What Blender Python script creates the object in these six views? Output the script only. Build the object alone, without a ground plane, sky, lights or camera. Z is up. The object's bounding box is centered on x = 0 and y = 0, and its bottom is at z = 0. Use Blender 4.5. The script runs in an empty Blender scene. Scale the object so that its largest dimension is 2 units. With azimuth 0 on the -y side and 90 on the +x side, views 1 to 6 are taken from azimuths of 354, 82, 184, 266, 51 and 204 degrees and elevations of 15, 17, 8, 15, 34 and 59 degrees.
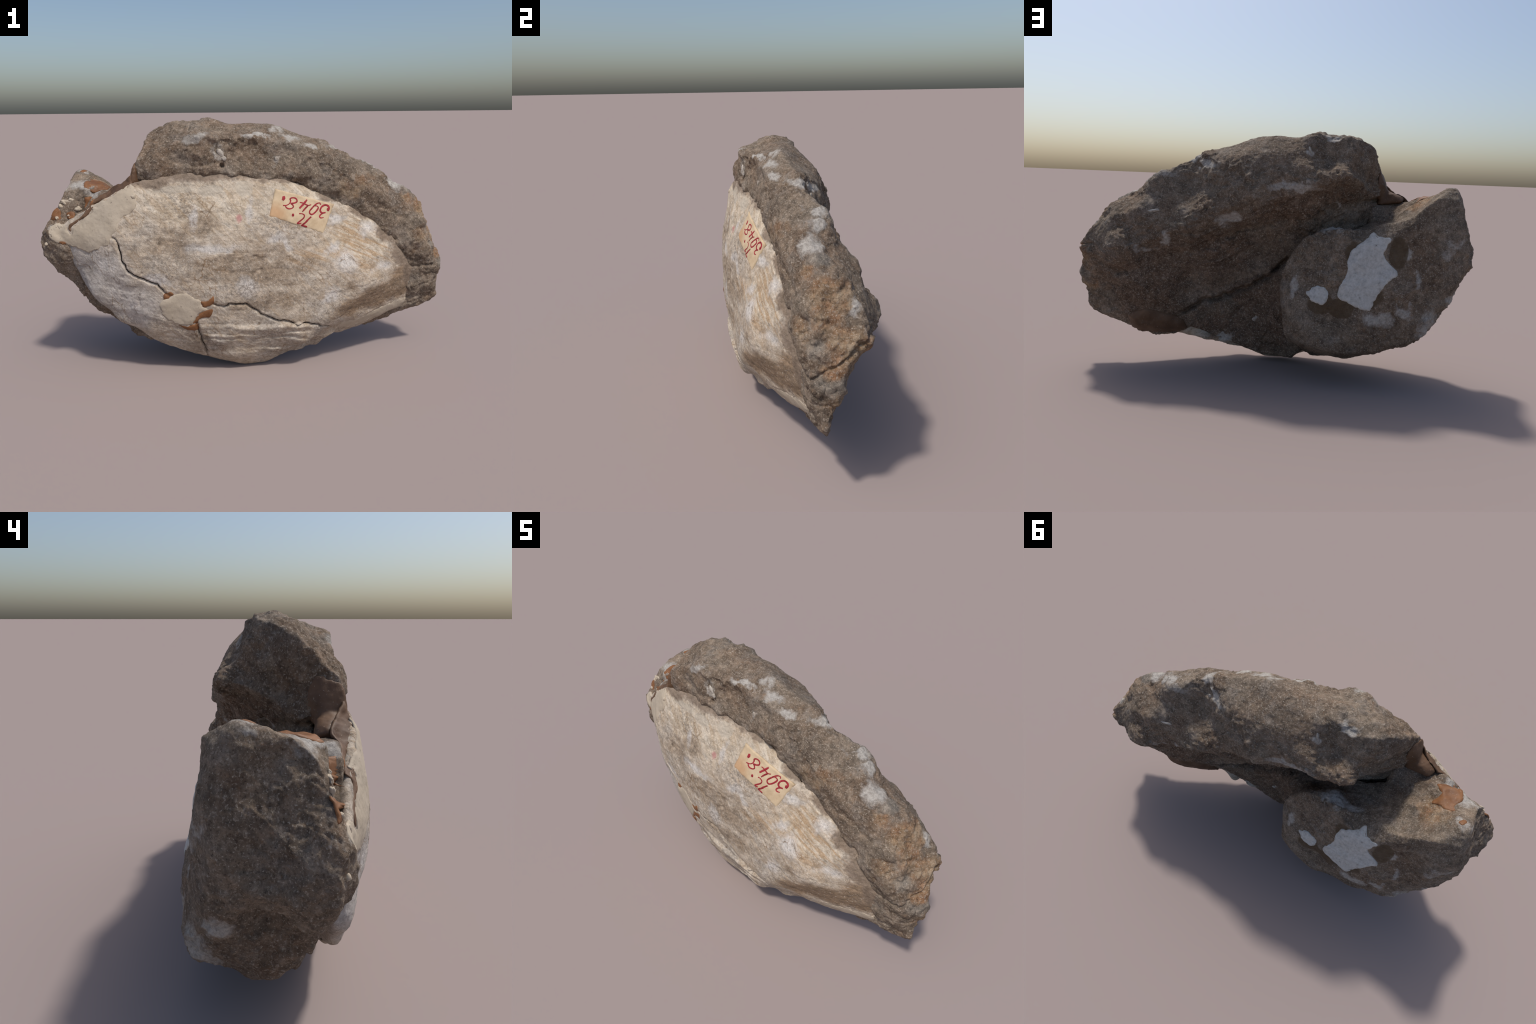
import bpy, bmesh, math, random
import numpy as np
from mathutils import Vector
from mathutils.bvhtree import BVHTree

random.seed(7)
rng = np.random.default_rng(7)
C = bpy.context.scene.collection

# ------------------------------------------------------------------ noise
def _hash(ix, iy, iz, seed):
    n = (ix * 374761393 + iy * 668265263 + iz * 2147483647 + seed * 974634777) & 0xFFFFFFFF
    n = ((n ^ (n >> 13)) * 1274126177) & 0xFFFFFFFF
    n = ((n ^ (n >> 16)) * 2246822519) & 0xFFFFFFFF
    return ((n ^ (n >> 15)) & 0xFFFFFF) / float(0xFFFFFF)

def noise(p, scale, seed=0):
    """Smooth value noise in -1..1, p is (n,3)."""
    q = p * scale + 100.0
    i = np.floor(q).astype(np.int64)
    f = q - i
    f = f * f * f * (f * (f * 6 - 15) + 10)
    out = 0
    for dx in (0, 1):
        wx = f[:, 0] if dx else 1 - f[:, 0]
        for dy in (0, 1):
            wy = f[:, 1] if dy else 1 - f[:, 1]
            for dz in (0, 1):
                wz = f[:, 2] if dz else 1 - f[:, 2]
                out = out + wx * wy * wz * _hash(i[:, 0] + dx, i[:, 1] + dy, i[:, 2] + dz, seed)
    return out * 2 - 1

def fractal(p, scale, octaves=4, gain=0.5, seed=0):
    s, a, t = 0, 1.0, 0
    for o in range(octaves):
        s = s + a * noise(p, scale * 2.03 ** o, seed + o * 17)
        t += a
        a *= gain
    return s / t

def cells(p, scale, seed=0):
    """Distance to the two nearest feature points and a value of the nearest cell."""
    q = p * scale + 50.0
    i = np.floor(q).astype(np.int64)
    f1 = np.full(len(p), 9.0); f2 = np.full(len(p), 9.0); val = np.zeros(len(p))
    for dx in (-1, 0, 1):
        for dy in (-1, 0, 1):
            for dz in (-1, 0, 1):
                c = i + [dx, dy, dz]
                pt = c + np.stack([_hash(c[:, 0], c[:, 1], c[:, 2], seed + k) for k in (1, 2, 3)], 1)
                d = np.linalg.norm(q - pt, axis=1)
                v = _hash(c[:, 0], c[:, 1], c[:, 2], seed + 4)
                near = d < f1
                f2 = np.where(near, f1, np.minimum(f2, d))
                val = np.where(near, v, val)
                f1 = np.where(near, d, f1)
    return f1, f2, val

# ------------------------------------------------------------------ mesh helpers
def new_mesh(name, bm):
    me = bpy.data.meshes.new(name)
    bm.to_mesh(me)
    bm.free()
    return me

def block(hulls, voxel, smooth):
    """Union of convex blocks given by their corner points, fused and worn round.
    Returns a bare mesh."""
    bm = bmesh.new()
    for pts in hulls:
        vs = [bm.verts.new(p) for p in pts]
        r = bmesh.ops.convex_hull(bm, input=vs)
        dead = [g for g in r["geom_interior"] + r["geom_unused"] if isinstance(g, bmesh.types.BMVert)]
        bmesh.ops.delete(bm, geom=list(set(dead)), context="VERTS")
    bmesh.ops.recalc_face_normals(bm, faces=bm.faces)
    me = new_mesh("tmp", bm)
    o = bpy.data.objects.new("tmp", me)
    C.objects.link(o)
    m = o.modifiers.new("r", "REMESH"); m.mode = "VOXEL"; m.voxel_size = voxel
    m = o.modifiers.new("s", "SMOOTH"); m.factor = 0.5; m.iterations = smooth
    return baked(o)

def baked(o):
    """Apply the modifiers of a helper object and delete it; returns the bare mesh."""
    dg = bpy.context.evaluated_depsgraph_get()
    out = bpy.data.meshes.new_from_object(o.evaluated_get(dg))
    me = o.data
    bpy.data.objects.remove(o)
    bpy.data.meshes.remove(me)
    return out

def refine(me, voxel, smooth=5):
    o = bpy.data.objects.new("tmp", me)
    C.objects.link(o)
    m = o.modifiers.new("r", "REMESH"); m.mode = "VOXEL"; m.voxel_size = voxel
    m = o.modifiers.new("s", "SMOOTH"); m.factor = 0.5; m.iterations = smooth
    return baked(o)

def coords(me):
    v = np.empty(len(me.vertices) * 3)
    me.vertices.foreach_get("co", v)
    return v.reshape(-1, 3)

def normals(me):
    v = np.empty(len(me.vertices) * 3)
    me.vertex_normals.foreach_get("vector", v)
    return v.reshape(-1, 3)

def put(me, v):
    me.vertices.foreach_set("co", v.astype(np.float32).ravel())
    me.update()

def push(me, moves):
    """Soft local moves: (centre, radius, vector)."""
    v = coords(me)
    for c, r, d in moves:
        w = np.exp(-(((v - np.array(c)) / np.array(r)) ** 2).sum(1))
        v = v + w[:, None] * np.array(d)
    put(me, v)

def pull(me, anchors, sigma=.10, rounds=2):
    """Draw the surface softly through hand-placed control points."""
    A = np.array(anchors, float)
    for _ in range(rounds):
        t = bvh(me)
        near = np.array([t.find_nearest(Vector(a))[0][:] for a in A])
        d = A - near
        K = np.exp(-((A[:, None] - A[None]) ** 2).sum(2) / (2 * sigma ** 2))
        w = np.linalg.solve(K + .15 * np.eye(len(A)), d)
        v = coords(me)
        for c, k in zip(near, w):
            v = v + np.exp(-((v - c) ** 2).sum(1) / (2 * sigma ** 2))[:, None] * k
        put(me, v)

def smooth_shade(me):
    me.polygons.foreach_set("use_smooth", [True] * len(me.polygons))

def add(name, me, parent, mat):
    o = bpy.data.objects.new(name, me)
    C.objects.link(o)
    me.name = name
    o.parent = parent
    if mat:
        me.materials.clear()
        me.materials.append(mat)
    return o

def bvh(*meshes):
    vs, ps = [], []
    for me in meshes:
        b = len(vs)
        vs += coords(me).tolist()
        ps += [[b + i for i in p.vertices] for p in me.polygons]
    return BVHTree.FromPolygons(vs, ps)

def polyline_distance(p, line):
    """Distance of points p (n,k) to a polyline (m,k), and the position 0..1 along it."""
    line = np.array(line, float)
    seg = np.linalg.norm(np.diff(line, axis=0), axis=1)
    cum = np.concatenate([[0], np.cumsum(seg)]) / seg.sum()
    best = np.full(len(p), 9.0); at = np.zeros(len(p))
    for k in range(len(line) - 1):
        a, d = line[k], line[k + 1] - line[k]
        t = np.clip((p - a) @ d / (d @ d), 0, 1)
        dist = np.linalg.norm(p - a - t[:, None] * d, axis=1)
        m = dist < best
        best = np.where(m, dist, best)
        at = np.where(m, cum[k] + t * (cum[k + 1] - cum[k]), at)
    return best, at

def spline(pts, n, closed=False):
    """Catmull-Rom through control points."""
    P = np.array(pts, float)
    m = len(P)
    out = []
    last = m if closed else m - 1
    for k in range(last):
        g = (lambda j: P[j % m]) if closed else (lambda j: P[min(max(j, 0), m - 1)])
        p0, p1, p2, p3 = g(k - 1), g(k), g(k + 1), g(k + 2)
        for t in np.arange(n) / n:
            out.append(0.5 * (2 * p1 + (p2 - p0) * t + (2 * p0 - 5 * p1 + 4 * p2 - p3) * t * t
                              + (3 * p1 - p0 - 3 * p2 + p3) * t ** 3))
    if not closed:
        out.append(P[-1])
    return np.array(out)

# ------------------------------------------------------------------ the blocks of stone
SLAB = [
    [  # thick beam of the upper slab, left half: top, front rim, overhanging back ridge
        (-.37, -.05, 1.168), (-.357, .055, 1.178), (-.24, .05, 1.165), (-.19, -.03, 1.188), (-.10, -.03, 1.178),
        (.00, .03, 1.15), (.11, -.05, 1.165),
        (-.44, -.03, 1.145), (-.48, -.06, 1.125), (-.54, -.165, 1.01), (-.51, -.12, 1.065), (-.44, .02, 1.06),
        (-.35, -.19, 1.085), (-.25, -.185, 1.13), (-.10, -.19, 1.13), (.0, -.165, 1.14),
        (-.54, -.18, .93), (-.53, -.06, .90), (-.47, -.02, .97), (-.45, -.09, .875), (-.322, .02, .86),
        (-.44, .0, 1.0), (-.34, .155, .99), (-.20, .178, .94), (-.06, .175, .925), (.07, .185, .93), (.14, .195, .87), (.23, .14, .775),
        (-.132, .155, 1.012), (-.158, .088, 1.108), (.1, .06, 1.09), (.2, .11, 1.03),
        (-.1, -.18, .95), (.25, -.12, .93), (.29, -.11, 1.06), (.34, -.04, 1.08), (.1, .02, .74), (.23, .0, .68),
    ],
    [  # right half of the beam
        (.11, -.05, 1.165), (.34, -.04, 1.08), (.37, -.01, 1.075), (.29, -.11, 1.06), (.25, -.12, .93),
        (.30, .115, .99), (.389, .055, 1.0), (.2, .11, 1.03),
        (.55, .036, .985), (.66, -.03, .93), (.65, -.05, .92), (.14, .19, .86), (.23, .135, .77), (.57, .137, .79), (.66, .165, .80),
        (.37, .14, .70), (.509, .148, .649), (.653, .198, .618), (.785, .167, .638), (.77, .18, .60), (.80, .14, .66),
        (.86, -.025, .762), (.91, -.03, .63), (.933, .093, .69), (.955, .086, .615), (.93, .094, .563), (.894, .08, .71),
        (.23, .0, .64), (.45, .04, .55), (.65, .10, .5), (.8, .10, .5), (.3, -.1, .6), (.8, -.05, .6), (.88, .02, .48), (.965, .03, .545), (.74, -.10, .73), (.85, -.08, .66), (.56, -.115, .85), (.71, -.10, .79),
    ],
    [  # thinner plate below the overhang
        (-.52, -.095, .87), (-.52, -.12, .70), (-.32, -.04, .70), (-.32, .0, .84), (-.15, .02, .80), (.1, -.03, .74), (.23, -.03, .62), (-.145, -.03, .70), (-.07, -.03, .56), (.13, -.045, .40),
        (.34, -.03, .33), (.45, -.01, .275), (.45, .02, .52), (.60, .10, .40), (.65, .10, .46), (.656, .015, .144), (.56, -.03, .125),
        (.76, .12, .45), (-.3, -.15, .85), (.3, -.15, .8), (.3, -.15, .2), (.7, -.07, .2), (.8, -.05, .6), (-.1, -.15, .5), (.72, .04, .25),
    ],
    [  # right end
        (.991, .02, .432), (.97, -.0, .40), (.935, -.03, .456), (.931, -.10, .454), (.93, .05, .46), (.93, .03, .35), (.982, -.045, .265),
        (.955, -.03, .23), (.84, -.03, .213), (.90, -.085, .34), (.86, -.12, .56), (.764, -.11, .60), (.73, -.10, .70),
        (.76, .12, .45), (.86, .02, .36), (.72, .06, .25), (.7, -.03, .16), (.6, -.03, .13), (.656, .02, .144), (.85, -.06, .66), (.8, -.03, .76),
        (.7, -.06, .25), (.965, .03, .545), (.9, .09, .56), (.90, -.03, .64),
    ],
]
LUMP = [
    [
        (-.144, .138, .70), (-.38, .13, .755), (-.52, .17, .765), (-.63, .165, .80), (-.69, .184, .843),
        (-.75, .212, .905), (-.85, .185, .885), (-.835, .12, .948), (-.855, .0, .932), (-.77, -.07, .90), (-.64, -.06, .86), (-.3, -.03, .69), (-.15, -.03, .6),
        (-.895, .12, .86), (-.925, .0, .83), (-.885, -.055, .885), (-.93, -.09, .77), (-.965, -.08, .70), (-.995, -.07, .62),
        (-.955, -.09, .55), (-.965, .066, .574), (-.93, .15, .60), (-.90, .2, .68), (-.797, .26, .667), (-.54, .242, .725),
        (-.578, .258, .56), (-.46, .282, .389), (-.565, .285, .368), (-.49, .30, .33), (-.31, .245, .445), (-.22, .238, .44),
        (-.06, .13, .557), (-.045, .105, .47), (-.12, .195, .48), (-.05, .12, .4), (-.13, .215, .39), (-.14, .245, .3), (-.08, .19, .22), (-.16, .22, .20), (-.17, .13, .13), (-.37, .1, .10), (-.28, .275, .185), (-.37, .27, .165),
        (-.5, .1, .14), (-.5, .268, .195), (-.65, .25, .23), (-.65, .14, .19), (-.67, .065, .172), (-.72, .1, .21), (-.73, .235, .29), (-.83, .2, .40),
        (-.83, -.05, .352), (-.70, -.05, .25), (-.58, -.06, .14), (-.86, -.11, .55), (-.45, -.1, .12), (-.2, -.06, .06), (-.40, -.05, .08), (-.1, -.05, .4),
    ],
    [  # stone running up behind the shell, under the glue
        (-.66, -.05, .865), (-.58, -.05, .85), (-.60, -.165, .875), (-.75, -.125, .815), (-.85, -.10, .74), (-.85, -.05, .6), (-.6, -.15, .6),
        (-.48, -.13, .7), (-.48, -.04, .76), (-.52, -.10, .85), (-.91, -.12, .53), (-.88, -.13, .60), (-.80, -.06, .4),
    ],
    [  # and under its lower left edge
        (-.86, -.128, .56), (-.83, -.115, .47), (-.76, -.112, .375), (-.67, -.118, .295), (-.60, -.118, .25), (-.8, -.03, .45), (-.6, -.03, .25), (-.7, -.1, .5), (-.55, -.1, .35),
    ],
]
WEDGE = [
    [  # thin right half
        (.48, -.03, .25), (.46, -.05, .17), (.31, -.085, .17), (.25, -.082, .16), (.07, -.075, .12), (0, -.075, .03), (.25, -.13, .11),
        (.1, -.062, .23), (.13, -.065, .38), (.03, -.05, .46), (.02, -.06, .2),
        (.02, -.2, .5), (.4, -.15, .3), (.3, -.15, .15), (.0, -.16, .04), (.3, -.15, .5), (.46, -.12, .2),
    ],
    [  # left half, stepping back against the block
        (.06, -.06, .2), (.05, -.05, .45), (-.04, .02, .50), (-.09, .03, .54), (-.04, .03, .30), (-.12, .02, .17), (-.15, .0, .09), (-.1, -.05, .028),
        (0, -.075, .03), (.05, -.075, .11), (-.2, -.03, .6), (-.2, -.2, .5), (-.2, -.15, .1), (.0, -.16, .04), (.0, -.15, .5),
    ],
]
SHELL = [
    [
        # upper margin, left to right
        (-.62, -.20, .865), (-.545, -.20, .935), (-.42, -.185, .95), (-.25, -.178, .96), (-.1, -.165, .96), (.1, -.145, .93),
        (.24, -.122, .89), (.39, -.12, .825), (.56, -.10, .735), (.68, -.09, .645), (.754, -.115, .534), (.83, -.085, .46),
        (.842, -.06, .325), (.80, -.052, .235), (.75, -.06, .203), (.70, -.078, .223), (.56, -.065, .133),
        # outer face
        (-.457, -.2, .902), (-.318, -.225, .822), (-.289, -.205, .86), (-.538, -.215, .868), (-.038, -.19, .846), (-.076, -.24, .758),
        (.097, -.174, .88), (.383, -.148, .795), (.322, -.21, .665), (.208, -.22, .695), (.063, -.228, .76),
        (.079, -.263, .676), (.408, -.19, .637), (.448, -.205, .608), (.442, -.22, .497), (.47, -.222, .449), (.466, -.232, .412),
        (.394, -.26, .331), (.386, -.256, .366), (.661, -.13, .431), (.659, -.105, .413),
        (-.1, -.285, .5), (-.3, -.288, .56), (-.632, -.243, .677), (-.588, -.256, .526), (-.206, -.293, .401), (-.208, -.282, .33), (-.265, -.27, .237),
        (-.394, -.277, .418), (-.511, -.271, .639), (-.393, -.268, .667), (-.45, -.283, .55),
        (.1, -.282, .42), (.0, -.286, .36), (.1, -.284, .32), (.22, -.272, .33), (-.1, -.287, .42), (.15, -.265, .24), (.33, -.262, .25), (-.05, -.272, .2), (.15, -.245, .17), (.229, -.23, .138), (.55, -.205, .42), (.5, -.232, .39), (.47, -.235, .34),
        # left end and lower margin
        (-.738, -.17, .79), (-.80, -.14, .77), (-.925, -.112, .725), (-.862, -.146, .632), (-.852, -.14, .558), (-.83, -.118, .485), (-.80, -.108, .425),
        (-.72, -.195, .50), (-.65, -.205, .38), (-.73, -.13, .36), (-.70, -.17, .37), (-.65, -.135, .295), (-.55, -.14, .205), (-.54, -.246, .33),
        (-.45, -.255, .32), (-.42, -.236, .24), (-.5, -.216, .225), (-.5, -.172, .168), (-.42, -.18, .122),
        (-.33, -.17, .075), (-.23, -.16, .04), (-.05, -.158, -.012), (.05, -.155, -.006), (.19, -.158, .062),
        (.25, -.155, .10), (.35, -.16, .145), (.45, -.14, .17), (-.1, -.23, .07), (.1, -.215, .08),
        # buried back
        (-.5, -.155, .8), (-.5, -.155, .7), (-.2, -.14, .7), (.5, -.10, .6), (.5, -.10, .3), (-.5, -.08, .3), (.0, -.13, .1), (0, -.10, .85), (-.8, -.08, .6),
    ],
]
RESIN = [
    [(-.538, -.176, 1.012), (-.508, -.095, 1.04), (-.50, -.07, .97), (-.535, -.19, .94), (-.553, -.15, .962), (-.545, -.10, .94), (-.56, -.19, .905), (-.57, -.12, .905), (-.5, -.15, .9), (-.5, -.09, .88)],
    [(-.57, -.15, .925), (-.565, -.10, .915), (-.645, -.115, .895), (-.63, -.08, .872), (-.64, -.14, .86), (-.59, -.195, .885), (-.5, -.10, .85), (-.5, -.16, .87)],
]

root = bpy.data.objects.new("fossil_rock", None)
root["label"] = "broken grey-brown rock with pale fossil shell and old paper label"
root["category"] = "fossil specimen"
C.objects.link(root)

slab = block(SLAB, .012, 1)
lump = block(LUMP, .012, 1)
wedge = block(WEDGE, .012, 1)
shell = block(SHELL, .014, 14)
resin = block(RESIN, .008, 6)

pull(slab, [(.32, .11, .985), (.389, .056, 1.006), (.39, .08, .94), (.72, .05, .83), (.06, .178, .95), (.14, .19, .87), (.123, .115, .778), (.717, .13, .467), (.59, .095, .377), (-.42, .08, 1.01),
            (.152, -.05, .33), (.084, -.04, .517), (.231, -.02, .496), (.063, -.02, .632), (.74, -.105, .735), (.85, -.082, .662), (.56, -.118, .853), (.615, -.125, .795), (.75, -.118, .64), (.845, -.12, .57), (.285, -.128, .965), (-.03, -.135, 1.08), (.572, .137, .79), (.509, .151, .649), (.653, .202, .618), (.785, .167, .638),
            (-.322, .026, .86), (-.132, .159, 1.012), (-.39, .16, .99), (-.063, .161, .94), (.855, -.024, .766),
            (.931, -.104, .454), (.827, -.09, .423), (.761, -.039, .835), (.86, .02, .36),
            (.736, .222, .634), (.788, .199, .592), (.67, .212, .61), (.941, .12, .588), (.39, .112, .925), (.504, .105, .882),
            (-.05, -.045, 1.156), (.10, -.122, 1.10), (.03, -.117, 1.121), (-.14, -.172, 1.119), (.229, .12, 1.05), (.55, -.01, .98), (.84, .0, .81), (.908, -.031, .247),
            (.1, -.15, .945), (.24, -.124, .90), (.39, -.122, .835), (.56, -.112, .742), (.68, -.11, .665), (.754, -.118, .57), (-.25, -.178, .97), (-.42, -.18, .96), (-.1, -.168, .97),
            (.237, -.118, .936), (-.145, -.176, .985), (.662, -.029, .936), (.552, .036, .995), (.294, -.115, 1.064)], .09)
push(lump, [((-.27, .03, .76), (.13, .06, .12), (0, .0, -.06)), ((-.17, .0, .7), (.08, .06, .14), (0, 0, -.09)), ((-.29, .28, .33), (.07, .08, .07), (0, -.035, 0)), ((-.89, .05, .47), (.08, .1, .1), (.03, 0, 0))])
pull(lump, [(-.638, .234, .645), (-.668, .251, .552), (-.573, .225, .721), (-.661, .174, .839), (-.605, .115, .799), (-.656, -.047, .852),
            (-.68, .026, .866), (-.186, .125, .712), (-.379, .12, .759), (-.268, .212, .536), (-.19, .189, .505), (-.234, .223, .479),
            (-.507, .282, .337), (-.05, .115, .508), (-.314, .245, .445), (-.458, .279, .389), (-.539, .244, .725), (-.861, .062, .863),
            (-.797, .255, .667), (-.79, .236, .68), (-.738, .208, .905), (-.47, .15, .757), (-.855, .175, .868), (-.895, .04, .79), (-.36, .228, .576), (-.955, .05, .60), (-1.0, -.07, .612), (-.86, -.01, .925), (-.866, -.056, .886)], .08)
pull(shell, [(-.076, -.243, .758), (-.538, -.212, .868), (-.038, -.189, .846), (-.394, -.275, .418), (-.206, -.294, .401), (-.393, -.268, .667),
             (-.86, -.144, .632), (-.64, -.231, .685), (-.588, -.254, .526), (.229, -.23, .138), (.386, -.258, .366), (.55, -.205, .42), (.47, -.235, .34),
             (.09, -.284, .35), (.15, -.24, .668), (.33, -.262, .25), (.485, -.235, .476), (.095, -.232, .759), (-.103, -.212, .881), (-.511, -.273, .639), (-.318, -.23, .822), (-.457, -.197, .902), (.408, -.19, .637), (.097, -.172, .88),
             (.383, -.146, .795), (.322, -.208, .665), (.063, -.226, .76), (.079, -.263, .676), (.701, -.081, .223), (.56, -.120, .728),
             (-.83, -.13, .48), (-.65, -.13, .295)], .09)

# second, closer pass along the edges that show as outlines
SLAB_EDGES = [(.334, .15, .84), (.713, .205, .675), (.75, .22, .635), (.942, .088, .559), (.936, .065, .512), (.93, .05, .465), (.94, .10, .587), (.60, .07, .945),
            (.837, -.008, .219), (.898, -.012, .252), (.236, .165, .823), (.682, .04, .253), (.48, -.09, .99), (.54, -.082, .96), (.06, .178, .95), (.14, .185, .88),
            (.279, -.05, .40), (.093, -.06, .475),  (.439, .015, .421), (.578, .01, .244), (.458, .02, .377), (.226, -.06, .25), (.412, .02, .47),
            (-.37, .105, .976), (.40, .072, .89), (.407, .12, .835), (-.45, -.02, 1.0), (-.242, .09, 1.06), (-.45, .01, 1.075),
            (-.03, .115, 1.09), (.119, .115, 1.08), (.111, .045, .734), (-.161, .08, .81), (.734, .15, .51), (.751, .195, .55), (.584, .17, .658), (.704, .18, .684),
            (.855, -.092, .695), (-.434, -.203, 1.015), (.38, -.062, 1.045), (.19, -.06, 1.12), (.287, -.075, 1.075), (.55, -.015, .975), (.652, -.02, .925), (.806, .19, .60), (.765, .195, .67), (.955, .042, .48), (-.2, .04, 1.188), (-.174, .068, 1.17), (-.259, -.18, 1.137), (.663, .165, .77),
            (-.162, .125, .886), (-.291, .14, .948), (.04, -.035, .622), (.105, -.05, .525), (.264, .05, .587), (-.442, -.03, .975), (.37, -.102, 1.018), (-.363, -.178, 1.078), (.588, .08, .905), (.931, .093, .556), (.176, -.072, .40), (.829, .052, .426), (.103, .075, .741),  (.567, .175, .65), (.287, -.012, .449), (-.279, .105, 1.045), (.877, .135, .652), (.294, .115, .89),
            (.206, .118, 1.03), (-.366, .095, 1.01), (-.415, .05, .955), (.305, -.145, .93), (.684, -.11, .739), (.915, -.082, .42), (-.112, -.118, 1.13), (.888, .06, .712), (.868, -.01, .758), (.0, .03, 1.165), (.08, -.03, 1.168),
            (-.168, -.116, 1.135), (-.461, -.19, .93), (-.078, -.182, .955), (.2, -.155, .935), (.30, -.15, .90), (.26, -.15, .95), (.42, -.138, .845), (.55, -.128, .775), (.66, -.122, .69), (-.25, -.192, .975)]
pull(slab, SLAB_EDGES, .06, 2)
pull(shell, [(.36, -.112, .121), (.25, -.155, .098), (.19, -.168, .074), (.293, -.125, .102), (.245, -.18, .108), (.155, -.14, .072), (.216, -.13, .088), (.297, -.109, .108), (.35, -.111, .119),
             (-.667, -.201, .394), (-.565, -.225, .35), (-.494, -.172, .159), (-.6, -.192, .285), (-.6, -.158, .235), (-.66, -.178, .315), (-.73, -.178, .375), (-.63, -.172, .238), (-.81, -.14, .52), (0, -.208, .825), (-.2, -.198, .92), (-.023, -.293, .482), (-.03, -.295, .432), (.529, -.226, .375), (.596, -.20, .40), (-.42, -.185, .945), (-.25, -.178, .953), (-.1, -.166, .952), (.1, -.146, .922), (.24, -.126, .883), (.42, -.122, .80), (.56, -.104, .728), (.68, -.098, .64)], .06, 2)
LUMP_EDGES = [(-.803, .238, .689), (-.528, .24, .664), (-.758, .213, .852), (-.829, -.003, .912), (-.942, .034, .606),
            (-.454, .104, .745), (-.42, .08, .725), (-.557, -.024, .775), (-.50, .03, .755), (-.641, .096, .828), (-.614, .057, .824), (-.597, -.057, .833), (-.556, .09, .775), (-.24, .0, .66), (-.286, .062, .725),  (-.12, .02, .575),
            (-.64, .278, .375), (-.699, .272, .333), (-.536, .228, .731), (-.559, .28, .333), (-.737, .228, .629), (-.84, .222, .765), (-.925, -.03, .49), (-.885, -.092, .783), (-.915, .10, .645), (-.915, .155, .66), (-.905, .16, .75), (-.475, -.08, .83), (-.585, -.078, .188), (-.722, .105, .222), (-.72, .26, .346), (-.86, .11, .93), (-.845, .112, .95), (-.942, -.08, .757), (-.70, .07, .19), (-.77, .033, .243), (-.905, -.145, .60), (-.73, -.11, .86), (-.77, -.092, .868),
            (-.733, -.053, .90),  (-.945, -.12, .70), (-.48, .22, .72), (-.83, .05, .47), (-.655, -.03, .25),  (-.934, -.085, .75), (-.39, .258, .212), (-.14, .222, .23), (-.86, .21, .525), (-.77, .185, .92)]
pull(lump, LUMP_EDGES, .06, 2)
pull(wedge, [(.039, -.07, .084), (.25, -.066, .136), (.098, -.058, .23)], .06, 1)

slab = refine(slab, .0048, 3)
lump = refine(lump, .0048, 3)
wedge = refine(wedge, .006, 3)
shell = refine(shell, .0045)
resin = refine(resin, .005)

# ------------------------------------------------------------------ relief of the stone
def roughen(me, amount=1.0, seed=0, bed=(.15, .75, .6), steps=1.0):
    """Broken limestone: flat fracture faces with finer grain, chipped zones, bedding steps."""
    v, n = coords(me), normals(me)
    warp = v + .02 * np.stack([noise(v, 11, seed + k) for k in (21, 22, 23)], 1)
    chipped = np.clip(.5 + 2.2 * fractal(v, 3.6, 4, .6, seed + 7), 0, 1)      # where the face is crumbly
    h = .004 * fractal(v, 5, 3, .5, seed)
    h += (.0018 + .0055 * chipped) * fractal(v, 17, 3, .55, seed + 5)
    ridge = 1 - np.abs(fractal(warp, 24, 3, .55, seed + 6))
    h += .011 * (ridge - .78) * chipped
    # conchoidal scoops meeting in ridges
    f1, f2, val = cells(v + .25 * (warp - v), 5.0, seed + 200)
    h += .017 * (f1 ** 2 - .36) + .006 * (val - .5)
    f1, f2, val = cells(warp, 12, seed)
    h += .013 * (f1 ** 2 - .36) * (.15 + .85 * chipped) + .012 * (val - .5) * np.clip((f2 - f1) * 6, 0, 1) * chipped
    f1, f2, val = cells(warp, 30, seed + 60)
    h += .007 * (val - .5) * np.clip((f2 - f1) * 5, 0, 1) * np.clip(chipped * 2 - .9, 0, 1)
    # bedding: small steps with a sharp lip
    lam = v @ np.array(bed) * 17 + .9 * fractal(v, 6, 4, .6, seed + 90)
    saw = lam - np.floor(lam)
    saw = np.where(saw < .88, saw / .88, (1 - saw) / .12) - .5
    h += steps * .013 * saw * np.clip(fractal(v, 3, 3, .55, seed + 95) * 2.4 + .35, 0, 1)
    h += (.0014 + .0022 * chipped) * fractal(v, 42, 2, .6, seed + 8) + .0020 * fractal(v, 90, 2, .6, seed + 9)
    pits = np.clip(noise(v, 38, seed + 70) - .68, 0, 1)
    h -= .022 * pits * chipped
    put(me, v + n * (h * amount)[:, None])

# the open joint between slab and wedge at the back
JOINT = [(-.10, .575), (-.04, .535), (.01, .475), (.07, .45), (.13, .405), (.21, .375), (.28, .335), (.36, .325), (.44, .275), (.50, .245)]
def gouge(me, path, width, depth):
    v, n = coords(me), normals(me)
    p = spline(path, 6)
    q = np.c_[p[:, 0], 0 * p[:, 0], p[:, 1]]
    p = p + .010 * np.stack([noise(q, 22, 41), noise(q, 22, 42)], 1) + .005 * np.stack([noise(q, 60, 43), noise(q, 60, 44)], 1)
    d, t = polyline_distance(v[:, [0, 2]], p)
    back = np.clip((v[:, 1] + .11) / .03, 0, 1) * np.clip(n[:, 1] * 3, 0, 1)
    w = np.exp(-(d / width) ** 2) * back * np.clip(np.sin(np.pi * np.clip(t, .03, .97)) * 4, 0, 1)
    v[:, 1] -= depth * w
    put(me, v)

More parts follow.
